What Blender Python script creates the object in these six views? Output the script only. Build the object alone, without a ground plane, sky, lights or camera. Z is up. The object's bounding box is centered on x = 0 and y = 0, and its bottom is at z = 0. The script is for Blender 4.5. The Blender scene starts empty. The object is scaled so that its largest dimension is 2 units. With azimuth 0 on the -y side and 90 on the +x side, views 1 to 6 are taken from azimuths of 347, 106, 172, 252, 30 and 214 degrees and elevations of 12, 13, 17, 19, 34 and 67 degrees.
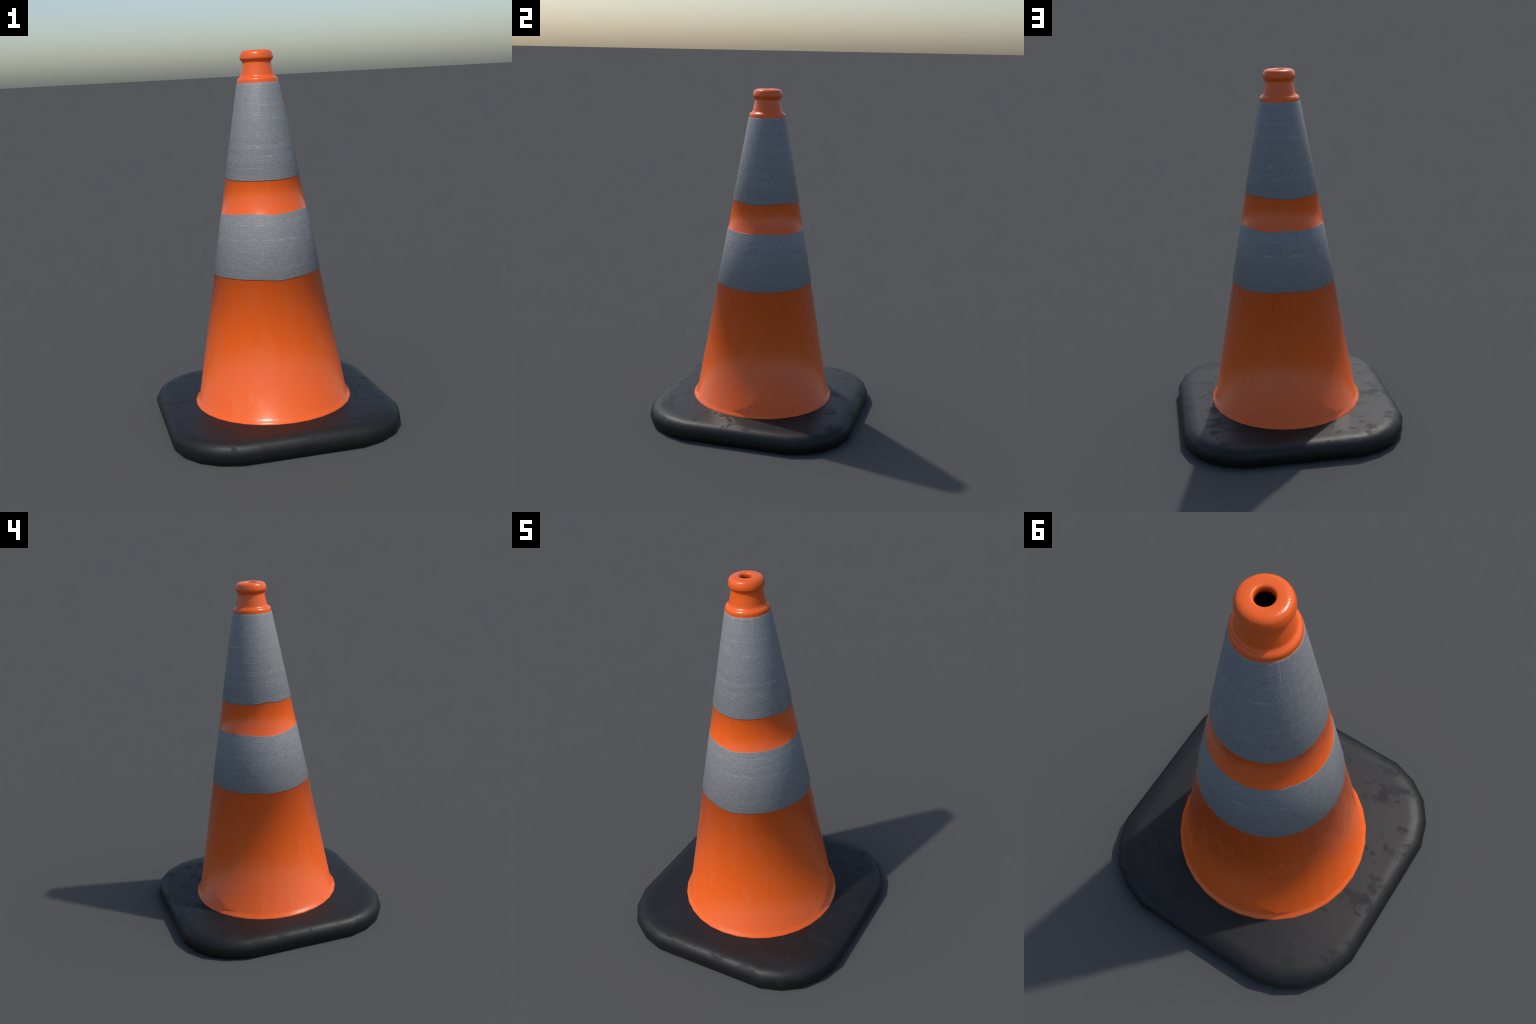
"""Traffic cone: black rubber foot, glossy orange plastic cone with a knobbed
grip and two woven reflective sleeves.  Everything is lathed or lofted from
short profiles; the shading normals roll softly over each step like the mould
radii of the real plastic."""
import bpy, math

TAU = 2 * math.pi
SEG = 32                       # facets round the cone
SLOPE = 0.1748                 # radius lost per metre of height


def body_radius(z):            # orange cone
    return 0.1123 + SLOPE * (1.828 - z)


def upper_radius(z):           # outer faces of the two sleeves: they flare a
    return 0.1109 + 0.1816 * (1.835 - z)      # touch away from the cone


def lower_radius(z):
    return 0.2290 + 0.1830 * (1.171 - z)


# ------------------------------------------------------------------ helpers
def periodic(points):
    """Piecewise linear function of the angle in degrees, closed round 360."""
    pts = sorted(points)
    pts = [(pts[-1][0] - 360, pts[-1][1])] + pts + [(pts[0][0] + 360, pts[0][1])]

    def f(a):
        a = (a + 180) % 360 - 180
        for (x0, y0), (x1, y1) in zip(pts, pts[1:]):
            if x0 <= a <= x1:
                return y0 + (y1 - y0) * (a - x0) / (x1 - x0)
        return pts[0][1]
    return f


def finish(name, verts, faces, normals, mats, mat_of_face=None):
    me = bpy.data.meshes.new(name)
    me.from_pydata(verts, [], faces)
    for m in mats:
        me.materials.append(m)
    if mat_of_face:
        for p, k in zip(me.polygons, mat_of_face):
            p.material_index = k
    for p in me.polygons:
        p.use_smooth = True
    me.update()
    me.normals_split_custom_set_from_vertices(normals)
    ob = bpy.data.objects.new(name, me)
    bpy.context.scene.collection.objects.link(ob)
    return ob


def lathe(name, rings, mat, seg=SEG):
    """rings: list of (radius, height, normal elevation in degrees).  radius and
    height may be functions of the angle in degrees.  Two rings on the same
    place with different normals make a crisp edge (no face between them)."""
    verts, normals, faces = [], [], []
    for r, z, n in rings:
        for i in range(seg):
            a = 360 * i / seg
            ca, sa = math.cos(math.radians(a)), math.sin(math.radians(a))
            zz = z(a) if callable(z) else z
            rr = r(zz) if callable(r) else r
            verts.append((rr * ca, rr * sa, zz))
            e = math.radians(n)
            normals.append((math.cos(e) * ca, math.cos(e) * sa, math.sin(e)))
    for k in range(len(rings) - 1):
        if rings[k][:2] == rings[k + 1][:2]:
            continue
        for i in range(seg):
            j = (i + 1) % seg
            faces.append((k * seg + i, k * seg + j, (k + 1) * seg + j, (k + 1) * seg + i))
    return finish(name, verts, faces, normals, [mat])


# ---------------------------------------------------------------- materials
class Nodes:
    def __init__(self, name):
        self.mat = bpy.data.materials.new(name)
        self.mat.use_nodes = True
        self.t = self.mat.node_tree
        self.bsdf = self.t.nodes["Principled BSDF"]

    def new(self, kind, **props):
        n = self.t.nodes.new(kind)
        for k, v in props.items():
            setattr(n, k, v)
        return n

    def put(self, sock, value):
        if isinstance(value, bpy.types.NodeSocket):
            self.t.links.new(value, sock)
        else:
            sock.default_value = value

    def math(self, op, a, b=0.0, clamp=False):
        n = self.new("ShaderNodeMath", operation=op, use_clamp=clamp)
        self.put(n.inputs[0], a)
        self.put(n.inputs[1], b)
        return n.outputs[0]

    def vec(self, x, y, z):
        n = self.new("ShaderNodeCombineXYZ")
        for s, v in zip(n.inputs, (x, y, z)):
            self.put(s, v)
        return n.outputs[0]

    def noise(self, vec, scale, detail=2.0, rough=0.5):
        n = self.new("ShaderNodeTexNoise")
        self.put(n.inputs["Vector"], vec)
        n.inputs["Scale"].default_value = scale
        n.inputs["Detail"].default_value = detail
        n.inputs["Roughness"].default_value = rough
        return n.outputs[0]

    def remap(self, v, a, b, c, d):
        n = self.new("ShaderNodeMapRange")
        n.clamp = True
        n.interpolation_type = "SMOOTHSTEP"
        self.put(n.inputs["Value"], v)
        for k, x in zip(("From Min", "From Max", "To Min", "To Max"), (a, b, c, d)):
            self.put(n.inputs[k], x)
        return n.outputs["Result"]

    def mix(self, f, a, b):
        n = self.new("ShaderNodeMix", data_type="RGBA")
        self.put(n.inputs[0], f)
        self.put(n.inputs[6], a)
        self.put(n.inputs[7], b)
        return n.outputs[2]

    def bump(self, height, distance, strength=1.0):
        n = self.new("ShaderNodeBump")
        n.inputs["Strength"].default_value = strength
        n.inputs["Distance"].default_value = distance
        self.put(n.inputs["Height"], height)
        self.t.links.new(n.outputs[0], self.bsdf.inputs["Normal"])

    def cylindrical(self):
        """angle (radians), height, and (cos, sin) of the position"""
        tc = self.new("ShaderNodeTexCoord")
        sp = self.new("ShaderNodeSeparateXYZ")
        self.put(sp.inputs[0], tc.outputs["Object"])
        x, y, z = sp.outputs
        ang = self.math("ARCTAN2", y, x)
        return ang, z, self.math("COSINE", ang), self.math("SINE", ang), tc.outputs["Object"]


def orange_plastic():
    s = Nodes("orange_plastic")
    ang, z, c, d, pos = s.cylindrical()
    # faint vertical drag marks: quick round the cone, slow along it
    streak = s.noise(s.vec(c, d, s.math("MULTIPLY", z, 0.10)), 14.0, 4.0, 0.6)
    top = s.remap(z, 1.80, 1.85, 0.08, 1.0)                     # strongest on the grip
    streak = s.math("ADD", 0.5, s.math("MULTIPLY", s.math("SUBTRACT", streak, 0.5), top))
    # a few soft run-down patches and small drips where the gloss is dulled
    patch = s.noise(s.vec(c, d, s.math("MULTIPLY", z, 1.1)), 5.0, 3.0, 0.5)
    drip = s.noise(s.vec(c, d, s.math("ADD", s.math("MULTIPLY", z, 1.5), 3.1)), 9.0, 2.0, 0.5)
    spot = s.noise(s.vec(c, d, s.math("ADD", s.math("MULTIPLY", z, 1.6), 7.3)), 17.0, 1.0, 0.5)
    mottle = s.noise(s.vec(c, d, s.math("MULTIPLY", z, 2.2)), 14.0, 3.0, 0.6)
    shaft = s.remap(z, 1.80, 1.85, 1.0, 0.0)                    # the grip is cleaner
    patches = s.math("MULTIPLY", s.remap(patch, 0.50, 0.68, 0.0, 1.0), shaft)
    drips = s.math("MULTIPLY", s.remap(drip, 0.62, 0.73, 0.0, 1.0), shaft)
    spots = s.math("MULTIPLY", s.remap(spot, 0.71, 0.78, 0.0, 1.0), shaft)
    rough = s.math("ADD", 0.235, s.math("MULTIPLY", patches, 0.12))
    rough = s.math("ADD", rough, s.math("MULTIPLY", drips, 0.13))
    rough = s.math("ADD", rough, s.math("MULTIPLY", spots, 0.25))
    rough = s.math("ADD", rough, s.math("MULTIPLY", s.math("SUBTRACT", mottle, 0.5), 0.09))
    rough = s.math("ADD", rough, s.math("MULTIPLY", s.math("SUBTRACT", streak, 0.5), 0.22), clamp=True)
    dull = s.math("MAXIMUM", s.math("MULTIPLY", patches, 0.7), s.math("MULTIPLY", drips, 0.5))
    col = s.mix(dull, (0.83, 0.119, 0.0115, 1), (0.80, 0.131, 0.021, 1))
    s.put(s.bsdf.inputs["Base Color"], col)
    s.put(s.bsdf.inputs["Roughness"], rough)
    s.bsdf.inputs["IOR"].default_value = 1.5
    s.bump(streak, 0.0015, 0.4)
    return s.mat


def woven_fabric():
    s = Nodes("woven_reflective_fabric")
    ang, z, c, d, pos = s.cylindrical()
    u = s.math("MULTIPLY", ang, 168 / TAU)            # warp threads round the cone
    v = s.math("MULTIPLY", z, 104.0)                  # weft rows per metre
    # slight wander of the rows so that the grid is not perfect
    wob = s.noise(s.vec(c, d, s.math("MULTIPLY", z, 2.0)), 5.0, 2.0)
    v = s.math("ADD", v, s.math("MULTIPLY", wob, 0.35))
    jit = s.noise(pos, 70.0, 1.0)
    v = s.math("ADD", v, s.math("MULTIPLY", jit, 0.55))
    u = s.math("ADD", u, s.math("MULTIPLY", jit, 0.8))
    row, colm = s.math("FLOOR", v), s.math("FLOOR", u)
    fu = s.math("MULTIPLY", s.math("SUBTRACT", u, colm), TAU)
    fv = s.math("MULTIPLY", s.math("SUBTRACT", v, row), TAU)
    weft = s.math("MULTIPLY_ADD", s.math("COSINE", fv), -0.5)
    weft.node.inputs[2].default_value = 0.5
    warp = s.math("MULTIPLY_ADD", s.math("COSINE", fu), -0.5)
    warp.node.inputs[2].default_value = 0.5
    cell = s.new("ShaderNodeTexWhiteNoise", noise_dimensions="2D")
    s.put(cell.inputs["Vector"], s.vec(row, colm, 0.0))
    line = s.new("ShaderNodeTexWhiteNoise", noise_dimensions="1D")
    s.put(line.inputs["W"], row)
    longr = s.noise(s.vec(s.math("MULTIPLY", ang, 5.0), s.math("MULTIPLY", row, 3.7), 0.0), 1.0, 2.0)
    # height of the cloth: a loose plain weave, every crossing a little different
    knot = s.math("MULTIPLY", s.math("MULTIPLY", warp, weft), s.math("ADD", s.math("MULTIPLY", cell.outputs[0], 1.0), 0.35))
    h = s.math("MULTIPLY", weft, 0.30)
    h = s.math("ADD", h, s.math("MULTIPLY", knot, 0.75))
    h = s.math("ADD", h, s.math("MULTIPLY", longr, 0.7))
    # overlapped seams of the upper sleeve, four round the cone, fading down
    seam = None
    for deg in (-142.5, -47, 47, 142):
        off = s.math("SUBTRACT", ang, math.radians(deg))
        one = s.math("MULTIPLY", s.remap(off, -0.16, -0.01, 0.0, 1.0), s.remap(off, 0.0, 0.02, 1.0, 0.0))
        seam = one if seam is None else s.math("MAXIMUM", seam, one)
    seam = s.math("MULTIPLY", seam, s.remap(z, 1.64, 1.78, 0.0, 1.0))
    h = s.math("ADD", h, s.math("MULTIPLY", seam, 1.6))
    # colour: grey cloth, some threads paler, gaps darker
    shade = s.math("ADD", s.math("MULTIPLY", weft, 0.16), s.math("MULTIPLY", knot, 0.34))
    shade = s.math("ADD", shade, s.math("MULTIPLY", cell.outputs[0], 0.22))
    shade = s.math("ADD", shade, s.math("MULTIPLY", s.math("SUBTRACT", line.outputs[0], 0.5), 0.13))
    shade = s.math("ADD", shade, s.math("MULTIPLY", longr, 0.36))
    bright = s.math("MULTIPLY", s.remap(line.outputs[0], 0.80, 0.98, 0.0, 1.0), s.remap(longr, 0.48, 0.66, 0.0, 1.0))
    bright = s.math("ADD", bright, s.math("MULTIPLY", s.remap(cell.outputs[0], 0.985, 1.0, 0.0, 1.0), 0.8), clamp=True)
    col = s.mix(s.remap(shade, 0.05, 0.95, 0.0, 1.0), (0.185, 0.191, 0.198, 1), (0.262, 0.270, 0.278, 1))
    col = s.mix(s.math("MULTIPLY", bright, 0.28), col, (0.42, 0.43, 0.44, 1))
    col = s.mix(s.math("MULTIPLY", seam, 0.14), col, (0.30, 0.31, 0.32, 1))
    s.put(s.bsdf.inputs["Base Color"], col)
    s.bsdf.inputs["Roughness"].default_value = 0.52
    s.bsdf.inputs["Specular IOR Level"].default_value = 0.5
    s.bump(h, 0.0016, 0.28)
    return s.mat


def black_rubber():
    s = Nodes("black_rubber")
    tc = s.new("ShaderNodeTexCoord")
    mp = s.new("ShaderNodeMapping")
    mp.inputs["Scale"].default_value = (4.8, 7.0, 5.0)
    mp.inputs["Rotation"].default_value = (0, 0, math.radians(-12))
    s.put(mp.inputs["Vector"], tc.outputs["Object"])
    smear = s.noise(mp.outputs[0], 1.5, 4.0, 0.60)
    blot = s.noise(mp.outputs[0], 3.0, 2.0, 0.5)
    cloud = s.noise(tc.outputs["Object"], 9.0, 3.0, 0.6)
    area = s.noise(tc.outputs["Object"], 2.4, 1.0)
    m = s.math("MULTIPLY", s.remap(smear, 0.53, 0.63, 0.0, 1.0), s.remap(area, 0.32, 0.50, 0.35, 1.0))
    m = s.math("MAXIMUM", m, s.remap(blot, 0.62, 0.70, 0.0, 1.0))
    m = s.math("ADD", m, s.math("MULTIPLY", s.math("SUBTRACT", cloud, 0.5), 1.1), clamp=True)
    s.bsdf.inputs["Base Color"].default_value = (0.0085, 0.0085, 0.0088, 1)
    s.put(s.bsdf.inputs["Roughness"], s.math("ADD", 0.50, s.math("MULTIPLY", m, 0.18)))
    s.bsdf.inputs["Specular IOR Level"].default_value = 0.42
    grain = s.noise(tc.outputs["Object"], 90.0, 2.0)
    s.bump(grain, 0.0006, 0.15)
    return s.mat


def shadow_painted_bore():
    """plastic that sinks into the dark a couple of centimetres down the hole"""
    s = Nodes("shadow_painted_bore")
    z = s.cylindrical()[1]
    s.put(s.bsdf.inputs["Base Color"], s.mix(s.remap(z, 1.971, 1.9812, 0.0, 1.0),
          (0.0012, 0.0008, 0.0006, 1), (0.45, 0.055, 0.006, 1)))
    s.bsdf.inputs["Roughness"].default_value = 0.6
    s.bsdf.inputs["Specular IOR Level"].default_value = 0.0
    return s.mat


ORANGE, CLOTH, RUBBER, BORE = orange_plastic(), woven_fabric(), black_rubber(), shadow_painted_bore()

# --------------------------------------------------- the edges of the sleeves
# the sleeves were slipped on by hand: their hems wander a few millimetres
UPPER_HEM = periodic([(-170, 1.344), (-157, 1.341), (-112, 1.341), (-90, 1.340), (-78, 1.3395),
                      (-45, 1.3455), (-34, 1.346), (-12, 1.339), (11, 1.340), (34, 1.347), (56, 1.345),
                      (79, 1.339), (90, 1.337), (112, 1.338), (135, 1.339), (157, 1.3405), (180, 1.3485)])
LOWER_TOP = periodic([(-168, 1.161), (-157, 1.166), (-123, 1.176), (-112, 1.174), (-101, 1.172), (-90, 1.1665),
                      (-79, 1.169), (-56, 1.1735), (-11, 1.173), (22, 1.173), (45, 1.170), (56, 1.168),
                      (68, 1.168), (90, 1.1735), (101, 1.169), (112, 1.168), (146, 1.172), (158, 1.1665), (172, 1.162)])
LOWER_HEM = periodic([(-168, 0.836), (-157, 0.837), (-146, 0.8405), (-112, 0.841), (-90, 0.832), (-79, 0.8365),
                      (-56, 0.8405), (-34, 0.8415), (-11, 0.839), (22, 0.839), (45, 0.840), (68, 0.844),
                      (84, 0.848), (101, 0.846), (124, 0.840), (157, 0.839), (170, 0.836)])
SLEEVE_TOP = 1.835


def inner(f, d):
    return lambda a: f(a) + d


# ---------------------------------------------------------------- cone shell
cone = lathe("cone_body", [
    (0.4312, 0.1060, -20),
    (0.4328, 0.1096, 22),
    (0.4285, 0.1165, 46),
    (0.4190, 0.1256, 43),
    (0.4105, 0.1325, 34),
    (body_radius, LOWER_HEM, -18),
    (body_radius, inner(LOWER_HEM, 0.004), -18),
    (body_radius, 1.000, 8),
    (body_radius, inner(LOWER_TOP, -0.004), 26),
    (body_radius, LOWER_TOP, 26),
    (body_radius, UPPER_HEM, -8),
    (body_radius, inner(UPPER_HEM, 0.004), -8),
    (lambda z: body_radius(z) - 0.0045, SLEEVE_TOP - 0.004, 10),
], ORANGE)


def sleeve(name, radius, low, high, n_low, n_high):
    """A thick woven tube: outer face with soft hems, folded in at both ends."""
    def out(d):
        return lambda z: radius(z) + d
    lo2, hi2 = inner(low, 0.0025), inner(high, -0.0025)
    return lathe(name, [
        (out(-0.0055), inner(low, 0.0004), -90),
        (out(-0.0012), low, -60),
        (out(0.0), lo2, n_low),
        (out(0.0), hi2, n_high),
        (out(-0.0012), high, 60),
        (out(-0.0055), inner(high, -0.0004), 90),
    ], CLOTH)


upper = sleeve("reflective_sleeve", upper_radius, UPPER_HEM, lambda a: SLEEVE_TOP, -1, 21)
lower = sleeve("reflective_sleeve", lower_radius, LOWER_HEM, LOWER_TOP, -7, 22)


# ------------------------------------------------------------ grip and knob
def smooth_rings(pts, per=6):
    """Catmull-Rom through (r, z) points -> rings with the curve's own normals."""
    out = []
    ext = [tuple(2 * a - b for a, b in zip(pts[0], pts[1]))] + pts + \
          [tuple(2 * a - b for a, b in zip(pts[-1], pts[-2]))]
    for k in range(1, len(ext) - 2):
        p0, p1, p2, p3 = ext[k - 1:k + 3]
        last = k == len(ext) - 3
        for i in range(per + (1 if last else 0)):
            t = i / per
            q, dq = [], []
            for a, b, c, d in zip(p0, p1, p2, p3):
                q.append(0.5 * (2 * b + (c - a) * t + (2 * a - 5 * b + 4 * c - d) * t * t + (3 * b - a - 3 * c + d) * t ** 3))
                dq.append(0.5 * ((c - a) + 2 * (2 * a - 5 * b + 4 * c - d) * t + 3 * (3 * b - a - 3 * c + d) * t * t))
            out.append((q[0], q[1], math.degrees(math.atan2(-dq[0], dq[1]))))
    return out


GRIP = [(0.1095, 1.8290), (0.1085, 1.8360), (0.1077, 1.8450), (0.1060, 1.8530), (0.1012, 1.8595), (0.0940, 1.8645),
        (0.0890, 1.8705), (0.0862, 1.8800), (0.0825, 1.8980), (0.0787, 1.9165), (0.0762, 1.9310),
        (0.0756, 1.9380), (0.0778, 1.9445), (0.0832, 1.9508)]
KNOB = [(0.0832, 1.9508), (0.0864, 1.9560), (0.0871, 1.9610), (0.0863, 1.9715), (0.0828, 1.9835), (0.0778, 1.9915),
        (0.0705, 1.9965), (0.0615, 1.9991), (0.0510, 2.0000), (0.0410, 1.9998), (0.0350, 1.9985), (0.0316, 1.9950),
        (0.0301, 1.9890), (0.0300, 1.9810)]
rings = smooth_rings(GRIP + KNOB[1:])
cut = (len(GRIP) - 1) * 6
grip = lathe("grip_neck", rings[:cut + 1], ORANGE, 64)
knob = lathe("grip_knob", rings[cut:], ORANGE, 64)
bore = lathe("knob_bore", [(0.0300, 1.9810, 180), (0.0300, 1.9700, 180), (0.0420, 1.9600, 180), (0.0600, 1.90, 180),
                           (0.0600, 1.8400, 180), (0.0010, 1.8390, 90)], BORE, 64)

# --------------------------------------------------------------------- foot
HALF, RUN, EDGE = 0.6225, 0.3160, 0.1185       # half width, straight run, corner edge


def foot_outline(inset):
    """Square with corners of four equal chords; inset moves every edge inward."""
    quarter = [(HALF, RUN)]
    for deg in (108, 126, 144, 162):
        x, y = quarter[-1]
        quarter.append((x + EDGE * math.cos(math.radians(deg)), y + EDGE * math.sin(math.radians(deg))))
    quarter[2] = (0.5215, 0.5215)
    quarter[3], quarter[4] = quarter[1][::-1], quarter[0][::-1]
    pts = []
    for k in range(4):
        for x, y in quarter:
            for _ in range(k):
                x, y = -y, x
            pts.append((x, y))
    n, out = len(pts), []
    for i in range(n):
        (x0, y0), (x1, y1), (x2, y2) = pts[i - 1], pts[i], pts[(i + 1) % n]
        def nrm(ax, ay, bx, by):
            l = math.hypot(bx - ax, by - ay)
            return (by - ay) / l, -(bx - ax) / l
        a, b = nrm(x0, y0, x1, y1), nrm(x1, y1, x2, y2)
        m = (a[0] + b[0], a[1] + b[1])
        l = math.hypot(*m)
        m = (m[0] / l, m[1] / l)
        k = inset / (m[0] * a[0] + m[1] * a[1])
        out.append(((x1 - m[0] * k, y1 - m[1] * k), m))
    return out


FOOT = [(0.022, 0.000, -70), (0.008, 0.009, -46), (0.000, 0.040, -14), (0.0015, 0.062, 6), (0.0125, 0.0855, 33),
        (0.031, 0.1006, 58), (0.054, 0.1072, 77), (0.090, 0.1088, 88)]
verts, normals, faces = [], [], []
for inset, z, n in FOOT:
    e = math.radians(n)
    for (x, y), m in foot_outline(inset):
        verts.append((x, y, z))
        normals.append((math.cos(e) * m[0], math.cos(e) * m[1], math.sin(e)))
N = 20
for k in range(len(FOOT) - 1):
    for i in range(N):
        j = (i + 1) % N
        faces.append((k * N + i, k * N + j, (k + 1) * N + j, (k + 1) * N + i))
# flat top under the cone and flat sole
last = (len(FOOT) - 1) * N
c_top = len(verts)
verts.append((0, 0, 0.1092)); normals.append((0, 0, 1))
c_bot = len(verts)
verts.append((0, 0, 0.0)); normals.append((0, 0, -1))
sole = len(verts)
for i in range(N):
    verts.append(tuple(verts[i])); normals.append((0, 0, -1))
for i in range(N):
    j = (i + 1) % N
    faces.append((last + i, last + j, c_top))
    faces.append((sole + j, sole + i, c_bot))
foot = finish("rubber_foot", verts, faces, normals, [RUBBER])

# ----------------------------------------------------------------- assembly
root = bpy.data.objects.new("traffic_cone", None)
bpy.context.scene.collection.objects.link(root)
root["label"] = "orange traffic cone with two grey reflective sleeves and black square foot"
root["category"] = "traffic cone"
for ob in (foot, cone, upper, lower, grip):
    ob.parent = root
for ob in (knob,):
    ob.parent = grip
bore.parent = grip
